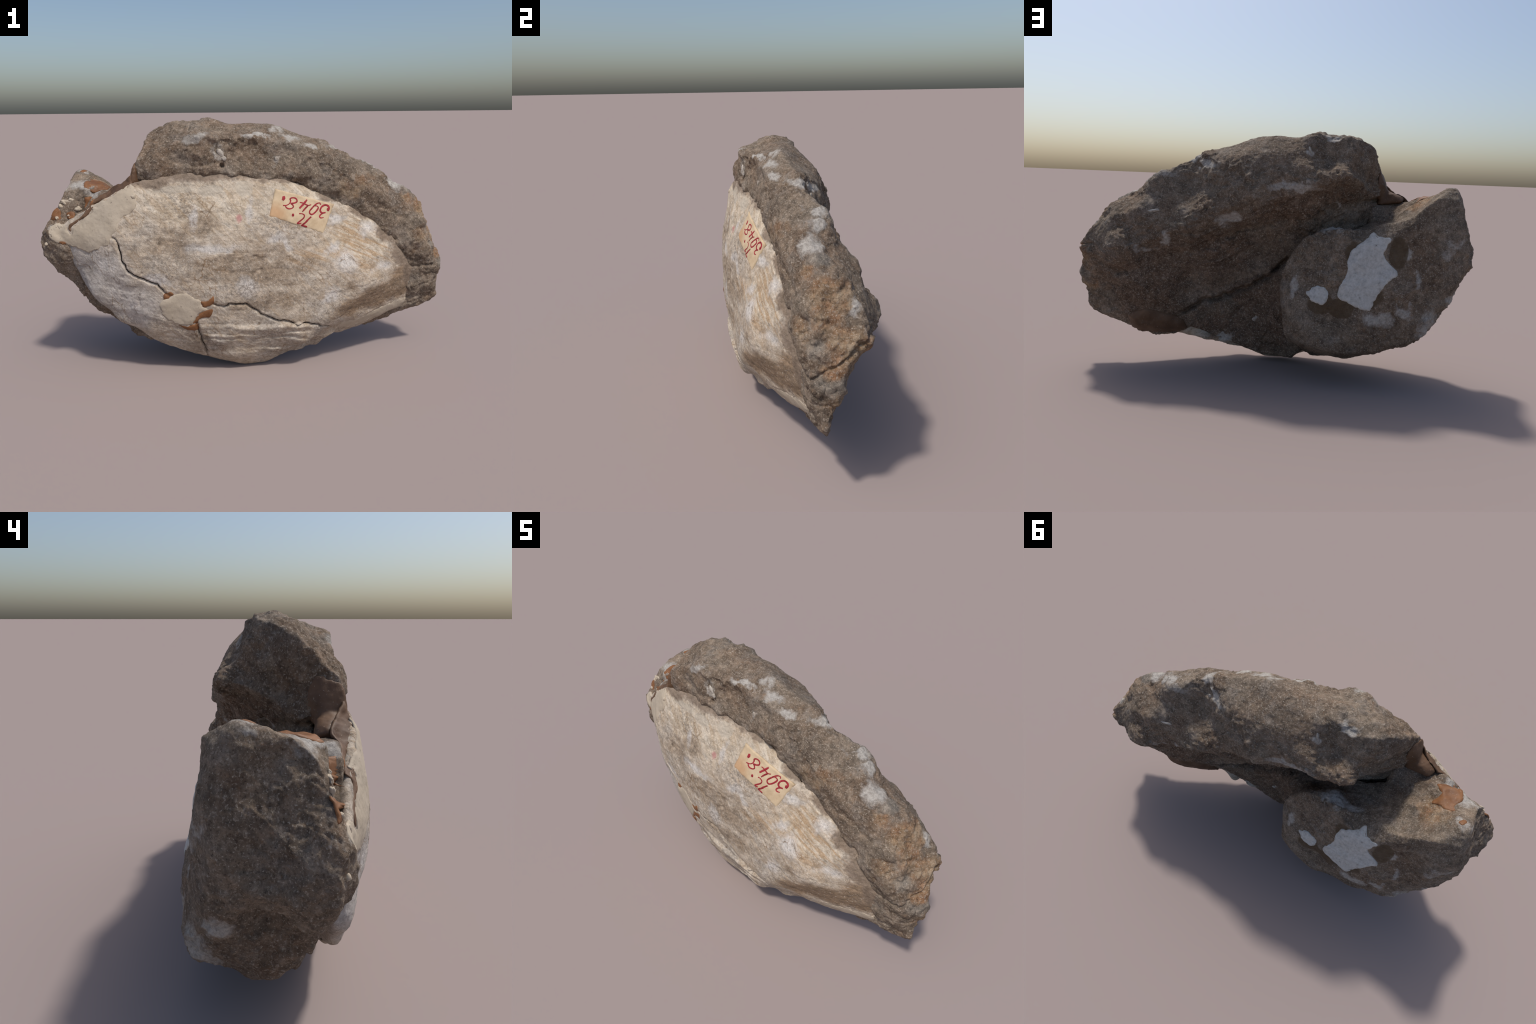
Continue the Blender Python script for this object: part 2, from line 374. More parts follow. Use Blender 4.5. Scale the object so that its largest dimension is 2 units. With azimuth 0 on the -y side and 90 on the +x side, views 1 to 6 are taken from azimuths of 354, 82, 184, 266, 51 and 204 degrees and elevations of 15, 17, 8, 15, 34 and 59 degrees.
push(slab, [((-.146, -.185, .984), (.009, .03, .009), (0, .03, 0))])
roughen(slab, 1, 1)
def split_end(me):
    """The right end face is split: the lower slab stands proud of a slanting crack."""
    v, n = coords(me), normals(me)
    s = v[:, 2] - (.454 + (v[:, 1] + .104) * .68 + .012 * noise(v, 14, 131) + .006 * noise(v, 40, 132))
    m = np.clip((v[:, 0] - .86) / .03, 0, 1) * np.clip((s + .15) / .12, 0, 1)
    h = .013 * np.clip(-s / .007, 0, 1) * m - .010 * np.exp(-((s - .004) / .006) ** 2) * m
    put(me, v + n * h[:, None])
split_end(slab)
pull(slab, SLAB_EDGES, .05, 1)
roughen(lump, .95, 40, (.2, -.35, .8), .2)
pull(lump, LUMP_EDGES, .05, 1)
gouge(slab, JOINT, .011, .045)
roughen(resin, .25, 120, steps=0)
roughen(wedge, .8, 80, steps=.5)
gouge(wedge, JOINT, .011, .045)

# ------------------------------------------------------------------ relief of the shell
CRACKS = [
    [(-.641, .682), (-.631, .664), (-.617, .628), (-.611, .581), (-.596, .553), (-.589, .527), (-.575, .520), (-.539, .501),
     (-.494, .482), (-.459, .464), (-.437, .442), (-.405, .408)],
    [(-.206, .372), (-.169, .358), (-.135, .358), (-.130, .368), (-.097, .362), (-.049, .355), (-.010, .327), (.052, .286),
     (.140, .259), (.192, .244), (.262, .243), (.357, .204)],
    [(-.281, .276), (-.280, .248), (-.274, .212), (-.261, .168), (-.248, .129), (-.235, .06)],
]
def crack_path(line):
    p = spline(line, 6)
    q = np.c_[p[:, 0], 0 * p[:, 0], p[:, 1]]
    w = np.stack([noise(q, 38, 5), noise(q, 38, 6)], 1) + .5 * np.stack([noise(q, 95, 7), noise(q, 95, 8)], 1)
    return p + .005 * w

CRACK_PATHS = [crack_path(c) for c in CRACKS]
CRACK_WIDTH = [.0046, .0046, .006]

def bell(t, a, b, soft):
    return np.clip((t - a) / soft, 0, 1) * np.clip((b - t) / soft, 0, 1)

def weather_shell(me):
    v, n = coords(me), normals(me)
    front = np.clip(-n[:, 1] * 2, 0, 1)
    x, z = v[:, 0], v[:, 2]
    h = .008 * fractal(v, 4.5, 3, .5, 300)
    # growth layers run along the long axis, bowed upwards at both ends
    lam = np.stack([x * 2.2, v[:, 1] * 5, (z - .16 * x * x) * 26], 1)
    lam += .35 * np.stack([noise(v, 7, 311), noise(v, 7, 312), noise(v, 7, 313)], 1)
    h += .0042 * fractal(lam, 1, 4, .6, 320) * np.clip(.55 + fractal(v, 3, 2, .5, 330), .15, 1)
    # slanting flaky grain of the upper half
    fl = np.stack([(x + z) * 16, v[:, 1] * 20, (z - x) * 60], 1)
    h += .0020 * fractal(fl, 1, 3, .6, 340) * np.clip((z - .45) * 4, .2, 1)
    h += .0016 * fractal(v, 80, 2, .6, 350)
    # flaked layers: shallow plates with a step at the edge
    f1, f2, val = cells(np.stack([x * .55, v[:, 1] * .3, z], 1) + .04 * np.stack([noise(v, 10, 361), noise(v, 10, 362), noise(v, 10, 363)], 1), 11, 360)
    h += .006 * (val - .5) * np.clip((f2 - f1) * 6, 0, 1)
    # broken ledges low down on the belly
    zz = z + .020 * noise(v, 6, 371) + .008 * noise(v, 24, 373) + .004 * noise(v, 50, 372) + .06 * x * x
    mask = bell(x, -.285, .28, .07)
    for level, rise in ((.255, .016), (.205, .009), (.176, .006), (.118, .008)):
        h += rise * mask * np.clip(.5 + 1.6 * noise(v * [1, 0, 0] + level * 40, 7, 374), .1, 1) * np.clip((level - zz) / .006, 0, 1) * np.clip((zz - level + .075) / .06, 0, 1)
    # dull dents
    for c, r, d in (((-.38, .64), .07, .007), ((-.02, .50), .09, .006), ((.45, .40), .05, .008), ((.25, .47), .10, .004)):
        h -= d * np.exp(-((x - c[0]) ** 2 + (z - c[1]) ** 2) / r ** 2)
    # pits
    h -= .016 * np.clip(noise(v, 46, 380) - .66, 0, 1) * np.clip(.4 + 2 * noise(v, 4, 381), 0, 1)
    h *= .25 + .75 * front
    # fractures
    flat = np.c_[x, z]
    for path, w in zip(CRACK_PATHS, CRACK_WIDTH):
        d, t = polyline_distance(flat, path)
        depth = .017 * np.clip(np.sin(np.pi * np.clip(t, .06, .94)) * 3, 0, 1)
        h -= front * depth * np.exp(-(d / w) ** 2)
        if path is CRACK_PATHS[0]:      # the outer side of the first crack stands lower
            h -= .0
    v = v + n * h[:, None]
    # the stone fills the shell from behind: keep its back well inside
    inner = (n[:, 1] > .1) & (x > -.6) & (x < .40) & (z > .22) & (z < .86)
    v[inner, 1] = np.minimum(v[inner, 1], -.135)
    put(me, v)

weather_shell(shell)
pull(shell, [(.25, -.15, .10), (.314, -.127, .112), (.19, -.165, .075), (.36, -.115, .125), (.10, -.18, .045)], .05, 1)

# ------------------------------------------------------------------ materials
class Mat:
    def __init__(self, name):
        self.m = bpy.data.materials.new(name)
        self.m.use_nodes = True
        self.t = self.m.node_tree
        self.b = self.t.nodes["Principled BSDF"]
        self.pos = self.t.nodes.new("ShaderNodeTexCoord").outputs["Object"]

    def node(self, kind, **kw):
        n = self.t.nodes.new("ShaderNode" + kind)
        for k, v in kw.items():
            setattr(n, k, v)
        return n

    def set(self, sock, v):
        if isinstance(v, bpy.types.NodeSocket):
            self.t.links.new(v, sock)
        elif sock.type == "RGBA":
            sock.default_value = (*v, 1) if len(v) == 3 else v
        else:
            sock.default_value = v

    def mapped(self, scale, rot=(0, 0, 0), vec=None):
        n = self.node("Mapping")
        self.set(n.inputs["Vector"], vec or self.pos)
        n.inputs["Scale"].default_value = scale
        n.inputs["Rotation"].default_value = rot
        return n.outputs[0]

    def grained(self, scale, rot, vec=None):
        """Coordinates turned first and stretched afterwards, for a slanting grain."""
        return self.mapped(scale, vec=self.mapped((1, 1, 1), rot, vec))

    def noise(self, scale, detail=4, rough=.55, dist=0.0, vec=None, colour=False):
        n = self.node("TexNoise")
        self.set(n.inputs["Vector"], vec or self.pos)
        for k, v in (("Scale", scale), ("Detail", detail), ("Roughness", rough), ("Distortion", dist)):
            n.inputs[k].default_value = v
        return n.outputs["Color" if colour else "Fac"]

    def ramp(self, fac, stops):
        n = self.node("ValToRGB")
        self.set(n.inputs[0], fac)
        e = n.color_ramp.elements
        while len(e) < len(stops):
            e.new(.5)
        for k, (p, c) in zip(e, stops):
            k.position = p
            k.color = (c, c, c, 1) if isinstance(c, (int, float)) else (*c, 1)
        return n.outputs[0]

    def mix(self, fac, a, b, blend="MIX"):
        n = self.node("Mix", data_type="RGBA", blend_type=blend)
        self.set(n.inputs["Factor"], fac)
        self.set(n.inputs["A"] if False else n.inputs[6], a)
        self.set(n.inputs[7], b)
        return n.outputs[2]

    def math(self, op, a, b=0.0, clamp=False):
        n = self.node("Math", operation=op, use_clamp=clamp)
        self.set(n.inputs[0], a)
        self.set(n.inputs[1], b)
        return n.outputs[0]

    def vmath(self, op, a, b):
        n = self.node("VectorMath", operation=op)
        for s, v in zip(n.inputs, (a, b)):
            if isinstance(v, bpy.types.NodeSocket):
                self.t.links.new(v, s)
            else:
                s.default_value = v
        return n.outputs["Value" if op == "LENGTH" else "Vector"]

    def wobbled(self, amount, scale=9):
        c = self.noise(scale, 5, .6, colour=True)
        c = self.vmath("SUBTRACT", c, (.5, .5, .5))
        c = self.vmath("MULTIPLY", c, (amount,) * 3)
        return self.vmath("ADD", self.pos, c)

    def blobs(self, where, spots, soft=.5):
        """Largest of soft ellipsoids ((centre), (radii)): 1 inside, 0 outside."""
        out = None
        for c, r in spots:
            d = self.vmath("SUBTRACT", where, c)
            d = self.vmath("DIVIDE", d, r)
            d = self.vmath("LENGTH", d, (0, 0, 0))
            n = self.node("MapRange", interpolation_type="SMOOTHSTEP")
            self.set(n.inputs["Value"], d)
            n.inputs["From Min"].default_value = 1 - soft
            n.inputs["From Max"].default_value = 1 + soft
            n.inputs["To Min"].default_value = 1
            n.inputs["To Max"].default_value = 0
            out = n.outputs[0] if out is None else self.math("MAXIMUM", out, n.outputs[0])
        return out

    def dusted(self, mask, grain, gain=2.6, cut=.85):
        """Break a soft mask up with a grain so that it looks rubbed on."""
        k = self.math("MULTIPLY", grain, cut)
        k = self.math("SUBTRACT", mask, k)
        return self.math("MULTIPLY", k, gain, clamp=True)

    def bump(self, height, strength, distance=.01):
        n = self.node("Bump")
        self.set(n.inputs["Height"], height)
        n.inputs["Strength"].default_value = strength
        n.inputs["Distance"].default_value = distance
        self.t.links.new(n.outputs[0], self.b.inputs["Normal"])

    def finish(self, colour, rough=.9, spec=.25):
        self.set(self.b.inputs["Base Color"], colour)
        self.set(self.b.inputs["Roughness"], rough)
        self.b.inputs["Specular IOR Level"].default_value = spec
        return self.m

def stone(name, white, tan=(), grey=(), brown=(), gloss=(), tone=1.13):
    m = Mat(name)
    where = m.wobbled(.16, 9)
    fine = m.noise(85, 4, .75)
    grain = m.noise(34, 6, .75)
    mottle = m.noise(15, 8, .75, .3)
    k = tone
    col = m.ramp(m.noise(5.5, 7, .68, .4), [(.30, (.104 * k, .081 * k, .064 * k)), (.46, (.165 * k, .132 * k, .103 * k)), (.60, (.205 * k, .168 * k, .133 * k)), (.75, (.235 * k, .200 * k, .168 * k))])
    col = m.mix(m.math("MULTIPLY", m.ramp(m.noise(3.2, 6, .65), [(.45, 0.0), (.60, 1.0)]), .45), col, (.150 * k, .095 * k, .060 * k))
    col = m.mix(m.math("MULTIPLY", m.ramp(m.noise(11, 7, .7), [(.50, 0.0), (.62, 1.0)]), .55), col, (.185 * k, .165 * k, .148 * k))
    if brown:
        col = m.mix(m.math("MULTIPLY", m.blobs(where, brown, .35), .62), col, m.ramp(grain, [(.3, (.085, .052, .035)), (.7, (.160, .104, .072))]))
    if tan:
        col = m.mix(m.math("MULTIPLY", m.dusted(m.blobs(where, tan, .8), mottle, 2.0, .72), .85), col, m.ramp(m.noise(13, 6, .65), [(.38, (.27, .145, .075)), (.52, (.31, .215, .135)), (.66, (.40, .325, .24))]))
    if grey:
        col = m.mix(m.math("MULTIPLY", m.dusted(m.blobs(where, grey, .7), mottle, 1.8, .9), .8), col, (.25, .23, .205))
    # contrasty crumb at two sizes
    col = m.mix(1.0, col, m.ramp(mottle, [(.32, .62), (.50, 1.0), (.68, 1.38)]), "MULTIPLY")
    col = m.mix(1.0, col, m.ramp(grain, [(.30, .55), (.50, 1.0), (.70, 1.45)]), "MULTIPLY")
    col = m.mix(m.math("MULTIPLY", m.ramp(fine, [(.30, 1.0), (.42, 0.0)]), .65), col, (.045, .035, .028))
    col = m.mix(m.math("MULTIPLY", m.ramp(fine, [(.54, 0.0), (.63, 1.0)]), .62), col, (.37, .32, .27))
    salt = m.noise(170, 3, .7)
    col = m.mix(m.math("MULTIPLY", m.ramp(salt, [(.60, 0.0), (.66, 1.0)]), .7), col, (.50, .455, .40))
    col = m.mix(m.math("MULTIPLY", m.ramp(salt, [(.34, 1.0), (.40, 0.0)]), .55), col, (.06, .047, .038))
    rust = m.math("MULTIPLY", m.ramp(m.noise(52, 5, .7), [(.60, 0.0), (.68, 1.0)]), .45)
    col = m.mix(rust, col, (.22, .125, .065))
    for rot in ((.5, .9, .3), (.2, -.5, 1.1)):       # hash of tiny shell needles
        hashs = m.noise(1, 2, .5, 1.2, m.grained((100, 100, 34), rot))
        col = m.mix(m.math("MULTIPLY", m.ramp(hashs, [(.67, 0.0), (.73, 1.0)]), .42), col, (.42, .36, .30))
    col = m.mix(1.0, col, (1.02, .98, .925), "MULTIPLY")
    # chalky bloom
    loose = m.ramp(m.noise(4.5, 8, .74), [(.56, 0.0), (.74, .75)])
    veil = m.math("MAXIMUM", m.blobs(where, white, .95), loose)
    cover = m.math("ADD", m.math("MULTIPLY", m.noise(13, 7, .75, .4), .75), m.math("MULTIPLY", grain, .45))
    bloom = m.math("MULTIPLY", m.math("SUBTRACT", m.math("MULTIPLY", veil, 1.36), m.math("MULTIPLY", cover, 1.0)), 2.0, clamp=True)
    col = m.mix(m.math("MULTIPLY", bloom, .90), col, m.ramp(fine, [(.32, (.30, .27, .24)), (.60, (.54, .505, .46))]))
    rough = .92
    if gloss:
        g = m.blobs(m.wobbled(.035, 14), gloss, .08)
        col = m.mix(m.math("MULTIPLY", g, .85), col, m.ramp(grain, [(.3, (.085, .055, .030)), (.7, (.135, .094, .055))]))
        rough = m.ramp(g, [(0, .92), (1, .6)])
    m.bump(m.math("ADD", m.noise(48, 7, .78), m.math("MULTIPLY", fine, .5)), .9, .011)
    return m.finish(col, rough)

slab_stone = stone("grey_brown_limestone",
    white=[((-.274, -.19, 1.11), (.06, .06, .03)), ((.11, -.09, 1.15), (.05, .05, .03)), ((.02, -.15, 1.12), (.09, .05, .015)), ((.2, -.10, 1.11), (.07, .05, .025)), ((.30, -.11, 1.06), (.07, .05, .02)),
           ((.40, -.03, 1.05), (.06, .05, .03)), ((-.145, -.19, 1.04), (.035, .04, .045)), ((.11, -.15, 1.02), (.025, .04, .03)),
           ((.65, .0, .94), (.05, .05, .04)), ((.72, -.04, .885), (.06, .06, .035)), ((.89, .08, .71), (.04, .03, .03)), ((.57, .03, .97), (.08, .05, .02)),
           ((-.08, .165, .94), (.13, .05, .025)), ((.22, .125, .77), (.06, .06, .035)), ((.60, .19, .62), (.09, .05, .025)), ((.50, .16, .66), (.03, .04, .03)),
           ((-.26, .045, 1.165), (.04, .04, .02)), ((-.32, .03, .86), (.04, .03, .015)), ((-.16, .10, 1.09), (.035, .03, .03)), ((.35, .06, 1.03), (.10, .04, .02))],
    tan=[((.87, -.0, .745), (.08, .09, .07)), ((.94, .04, .58), (.08, .09, .08)), ((.95, .03, .40), (.06, .07, .06)), ((.92, -.02, .68), (.06, .08, .06)), ((.95, .0, .50), (.05, .07, .04)), ((.82, -.06, .60), (.08, .06, .10)), ((.78, -.03, .80), (.05, .06, .05)), ((.5, -.09, .86), (.10, .06, .07))],
    grey=[((.78, -.02, .85), (.06, .06, .03)), ((.965, .0, .45), (.06, .08, .05)), ((.90, -.06, .55), (.05, .06, .05))],
    brown=[((.35, .1, .56), (.45, .16, .15)), ((.65, .1, .42), (.28, .14, .2)), ((-.3, .07, .90), (.24, .09, .05)), ((-.05, .08, .82), (.2, .1, .08))])
lump_stone = stone("grey_limestone",
    white=[((-.80, -.06, .895), (.08, .06, .03)), ((-.72, -.09, .85), (.08, .05, .03)), ((-.88, -.03, .90), (.03, .05, .03)), ((-.31, .125, .735), (.13, .04, .03)), ((-.80, .26, .67), (.06, .04, .05)), ((-.85, .24, .71), (.05, .04, .025)),
           ((-.638, .234, .645), (.022, .03, .03)), ((-.668, .251, .552), (.022, .03, .045)), ((-.50, .285, .35), (.06, .05, .05)), ((-.60, .27, .40), (.05, .05, .03)),
           ((-.72, .22, .32), (.06, .07, .09)), ((-.93, -.08, .66), (.04, .05, .06)), ((-.83, .10, .93), (.04, .04, .02)), ((-.10, .20, .46), (.03, .05, .06)), ((-.85, .19, .45), (.05, .05, .05))],
    tan=[((-.72, .06, .87), (.12, .10, .05))],
    gloss=[((-.585, .245, .655), (.045, .06, .075)), ((-.33, .26, .385), (.065, .06, .045)), ((-.24, .23, .40), (.06, .05, .05)), ((-.42, .26, .45), (.11, .05, .06)), ((-.37, .24, .66), (.05, .05, .07))])
wedge_stone = stone("brown_limestone", white=[((.25, -.08, .13), (.05, .05, .02)), ((.098, -.06, .23), (.018, .03, .018))], brown=[((.2, -.05, .3), (.4, .2, .3))])

def shell_material():
    m = Mat("weathered_shell")
    where = m.wobbled(.20, 6)
    fine = m.noise(95, 4, .72)
    grain = m.noise(36, 6, .74)
    mottle = m.noise(12, 8, .72, .5)
    layers = m.noise(1, 6, .65, .9, m.mapped((2.6, 5, 24)))
    slant = m.noise(1, 5, .65, .6, m.grained((7, 20, 46), (0, -.80, 0)))
    steep = m.noise(1, 4, .6, .4, m.grained((5, 20, 60), (0, -.42, 0)))
    col = m.ramp(mottle, [(.30, (.32, .25, .178)), (.44, (.445, .365, .275)), (.56, (.53, .45, .352)), (.72, (.58, .515, .425))])
    col = m.mix(m.math("MULTIPLY", m.ramp(layers, [(.42, 1.0), (.56, 0.0)]), .42), col, (.30, .225, .15))
    col = m.mix(m.math("MULTIPLY", m.ramp(slant, [(.53, 0.0), (.66, 1.0)]), .45), col, (.36, .26, .16))
    col = m.mix(m.math("MULTIPLY", m.ramp(slant, [(.34, 1.0), (.46, 0.0)]), .45), col, (.59, .53, .44))
    # grey weathering in soft patches
    col = m.mix(m.math("MULTIPLY", m.ramp(m.noise(6, 7, .7), [(.49, 0.0), (.62, 1.0)]), .72), col, m.ramp(grain, [(.3, (.25, .215, .175)), (.65, (.42, .37, .31))]))
    # cream upper belt
    belt = m.blobs(where, [((-.28, -.22, .83), (.34, .2, .10)), ((.18, -.2, .84), (.20, .2, .09)), ((.52, -.17, .62), (.20, .2, .11))], .5)
    col = m.mix(m.math("MULTIPLY", belt, .62), col, m.ramp(slant, [(.36, (.62, .545, .43)), (.50, (.545, .455, .335)), (.66, (.40, .30, .19))]))
    # tan streaks to the right
    warm = m.blobs(where, [((.50, -.18, .60), (.15, .2, .13)), ((.62, -.13, .58), (.10, .1, .09)), ((.25, -.24, .55), (.12, .1, .06))], .6)
    col = m.mix(m.math("MULTIPLY", m.math("MULTIPLY", warm, m.ramp(steep, [(.46, 0.0), (.56, 1.0)])), .75), col, (.36, .235, .125))
    # grey-brown worn core
    core = m.blobs(where, [((.02, -.28, .52), (.34, .2, .07)), ((-.37, -.27, .655), (.12, .12, .075)), ((.05, -.27, .37), (.28, .15, .05)), ((-.10, -.28, .58), (.22, .15, .05)), ((.46, -.22, .40), (.06, .08, .04)), ((-.25, -.2, .15), (.12, .12, .08)), ((-.27, -.25, .74), (.09, .1, .05))], .7)
    col = m.mix(m.math("MULTIPLY", m.dusted(core, mottle, 1.8, .95), .85), col, m.ramp(grain, [(.3, (.165, .122, .082)), (.65, (.32, .245, .17))]))
    # brown right-hand facet
    facet = m.blobs(m.wobbled(.06, 9), [((.60, -.17, .335), (.15, .12, .075)), ((.74, -.10, .39), (.10, .09, .09)), ((.46, -.22, .30), (.07, .08, .055))], .25)
    col = m.mix(m.math("MULTIPLY", facet, .92), col, m.ramp(layers, [(.35, (.17, .115, .070)), (.6, (.29, .20, .122))]))
    # chalky white remains
    chalk = m.blobs(where, [((.09, -.26, .675), (.07, .1, .035)), ((.14, -.25, .63), (.03, .1, .05)), ((.44, -.21, .53), (.07, .1, .08)), ((.36, -.22, .60), (.05, .1, .04)), ((-.06, -.27, .46), (.06, .1, .06)),
                            ((.36, -.25, .36), (.05, .1, .05)), ((-.03, -.22, .80), (.03, .1, .06)), ((-.2, -.25, .65), (.14, .1, .03)), ((.56, -.14, .66), (.07, .1, .04)), ((.40, -.17, .72), (.06, .1, .03)),
                            ((-.3, -.24, .78), (.03, .1, .08)), ((-.46, -.28, .47), (.08, .1, .04)), ((.62, -.13, .48), (.08, .1, .03))], .95)
    chalk = m.math("MAXIMUM", chalk, m.ramp(m.noise(7, 8, .74), [(.58, 0.0), (.75, .7)]))
    cover = m.math("ADD", m.math("MULTIPLY", m.noise(16, 7, .72, .5), .75), m.math("MULTIPLY", grain, .4))
    chalky = m.math("MULTIPLY", m.math("SUBTRACT", m.math("MULTIPLY", chalk, 1.1), m.math("MULTIPLY", cover, .98)), 1.9, clamp=True)
    col = m.mix(m.math("MULTIPLY", chalky, .8), col, m.ramp(fine, [(.32, (.46, .43, .39)), (.60, (.62, .585, .54))]))
    # smooth grey-white left flank
    flank = m.blobs(m.wobbled(.09, 6), [((-.72, -.17, .50), (.17, .15, .15)), ((-.58, -.22, .36), (.14, .12, .12)), ((-.82, -.13, .56), (.10, .1, .10))], .4)
    col = m.mix(m.math("MULTIPLY", flank, .82), col, m.ramp(m.noise(8, 7, .65, .5), [(.3, (.34, .30, .255)), (.5, (.455, .415, .37)), (.7, (.53, .50, .465))]))
    blue = m.blobs(where, [((-.85, -.13, .57), (.035, .06, .10)), ((-.79, -.13, .47), (.03, .06, .08))], .5)
    col = m.mix(m.math("MULTIPLY", blue, .6), col, (.29, .285, .275))
    # hair-thin brown scratches, steep near the upper edge, slanting below
    for scale, rot, top in (((14, 14, 5), (0, .25, 0), .62), ((5, 12, 15), (0, -.60, 0), .66)):
        v = m.node("TexVoronoi", feature="DISTANCE_TO_EDGE")
        m.set(v.inputs["Vector"], m.grained(scale, rot, m.wobbled(.05, 7)))
        v.inputs["Scale"].default_value = 1.15
        hair = m.math("MULTIPLY", m.ramp(v.outputs["Distance"], [(0.0, 1.0), (.026, 0.0)]), m.ramp(m.noise(7, 4, .6), [(.50, 0.0), (top, .85)]))
        col = m.mix(hair, col, (.20, .125, .065))
    # crumb, soot specks
    col = m.mix(1.0, col, m.ramp(grain, [(.30, .66), (.50, 1.0), (.70, 1.22)]), "MULTIPLY")
    col = m.mix(m.math("MULTIPLY", m.ramp(m.noise(62, 5, .75), [(.30, 1.0), (.41, 0.0)]), .65), col, (.13, .10, .075))
    sooty = m.math("MULTIPLY", m.ramp(m.noise(4.5, 5, .65), [(.50, 0.0), (.64, 1.0)]), m.ramp(fine, [(.42, 1.0), (.54, 0.0)]))
    col = m.mix(m.math("MULTIPLY", sooty, .6), col, (.14, .12, .10))
    salt = m.noise(150, 3, .7)
    col = m.mix(m.math("MULTIPLY", m.ramp(salt, [(.33, 1.0), (.40, 0.0)]), .5), col, (.15, .115, .085))
    col = m.mix(m.math("MULTIPLY", m.ramp(salt, [(.60, 0.0), (.66, 1.0)]), .5), col, (.66, .61, .54))
    pink = m.blobs(m.wobbled(.02, 40), [((-.076, -.243, .758), (.012, .05, .016))], .5)
    col = m.mix(m.math("MULTIPLY", pink, .6), col, (.42, .14, .15))
    old = m.blobs(m.wobbled(.03, 14), [((-.045, -.19, .885), (.045, .06, .036)), ((-.20, -.2, .882), (.06, .06, .024)), ((-.36, -.2, .888), (.09, .06, .018))], .12)
    col = m.mix(m.math("MULTIPLY", old, .7), col, (.44, .385, .305))
    # brown rubbed rim where the stone begins
    rim = m.blobs(m.wobbled(.07, 14), [((.77, -.12, .55), (.10, .09, .075)), ((.68, -.11, .65), (.08, .08, .06)), ((.54, -.11, .76), (.08, .06, .04)), ((.38, -.14, .835), (.08, .06, .03)), ((-.2, -.18, .968), (.36, .08, .050)), ((.16, -.15, .942), (.2, .08, .036)), ((.80, -.07, .45), (.06, .06, .09)), ((-.47, -.19, .948), (.12, .08, .052))], .6)
    col = m.mix(m.math("MULTIPLY", m.dusted(rim, grain, 2.2, .6), .88), col, m.ramp(grain, [(.3, (.13, .095, .066)), (.65, (.25, .19, .14))]))
    col = m.mix(1.0, col, (1.07, 1.075, 1.11), "MULTIPLY")
    m.bump(m.math("ADD", m.math("MULTIPLY", layers, .5), m.math("ADD", m.math("MULTIPLY", slant, .6), m.noise(50, 7, .75))), .75, .010)
    return m.finish(col, .87)

def glue_material(name, dark, light):
    m = Mat(name)
    col = m.ramp(m.noise(12, 4, .6), [(.35, dark), (.65, light)])
    dust = m.ramp(m.noise(160, 2, .6), [(.66, 0.0), (.72, .6)])
    col = m.mix(dust, col, (.38, .30, .23))
    m.bump(m.noise(40, 4, .6), .25, .006)
    return m.finish(col, .6, .35)

def plaster_material():
    m = Mat("putty")
    col = m.ramp(m.noise(9, 4, .6), [(.3, (.40, .335, .255)), (.7, (.475, .405, .32))])
    col = m.mix(m.math("MULTIPLY", m.ramp(m.noise(85, 3, .6), [(.29, 1.0), (.35, 0.0)]), .7), col, (.13, .11, .09))
    col = m.mix(m.ramp(m.noise(30, 4, .7), [(.62, 0.0), (.78, .5)]), col, (.28, .245, .19))
    m.bump(m.noise(55, 5, .65), .35, .006)
    return m.finish(col, .85)

def paint_material():
    m = Mat("chalky_paint")
    col = m.ramp(m.noise(55, 6, .75), [(.30, (.29, .28, .265)), (.44, (.45, .44, .415)), (.62, (.56, .55, .525))])
    m.bump(m.noise(110, 4, .7), .4, .004)
    return m.finish(col, .9)

def paper_material():
    m = Mat("old_paper")
    col = m.ramp(m.noise(16, 5, .65), [(.3, (.44, .325, .205)), (.55, (.54, .42, .28)), (.75, (.60, .49, .345))])
    stain = m.blobs(m.wobbled(.05, 18), [((.085, -.22, .765), (.05, .1, .05))], .6)
    col = m.mix(m.math("MULTIPLY", stain, .6), col, (.42, .22, .10))
    col = m.mix(m.math("MULTIPLY", m.ramp(m.noise(120, 3, .7), [(.30, 1.0), (.38, 0.0)]), .4), col, (.27, .19, .12))
    m.bump(m.noise(90, 4, .6), .2, .003)
    return m.finish(col, .85)

def ink_material():
    m = Mat("red_ink")
    col = m.ramp(m.noise(70, 4, .7), [(.35, (.17, .010, .014)), (.6, (.33, .028, .040))])
    return m.finish(col, .7)

def plain(name, a, b, scale=30, rough=.9):
    m = Mat(name)
    m.bump(m.noise(90, 4, .6), .3, .004)
    return m.finish(m.ramp(m.noise(scale, 4, .65), [(.35, a), (.65, b)]), rough)

shell_mat = shell_material()
wall_glue = glue_material("brown_glue", (.085, .045, .024), (.15, .085, .048))
drop_glue = glue_material("amber_glue", (.135, .055, .020), (.235, .105, .042))
putty = plaster_material()
chalk = paint_material()
paper = paper_material()
ink = ink_material()
near_black = plain("crack_dark_line", (.018, .013, .010), (.040, .030, .022))
white_shell = plain("white_shell_chip", (.27, .23, .19), (.50, .46, .41), 60)

# ------------------------------------------------------------------ parts: stone, shell, glue wall
for me in (slab, lump, wedge, shell, resin):
    smooth_shade(me)
slab_o = add("rock_slab", slab, root, slab_stone)
lump_o = add("rock_block", lump, root, lump_stone)
wedge_o = add("rock_wedge", wedge, root, wedge_stone)
shell_o = add("fossil_shell", shell, root, shell_mat)
glue_o = add("glue_seam", resin, root, wall_glue)

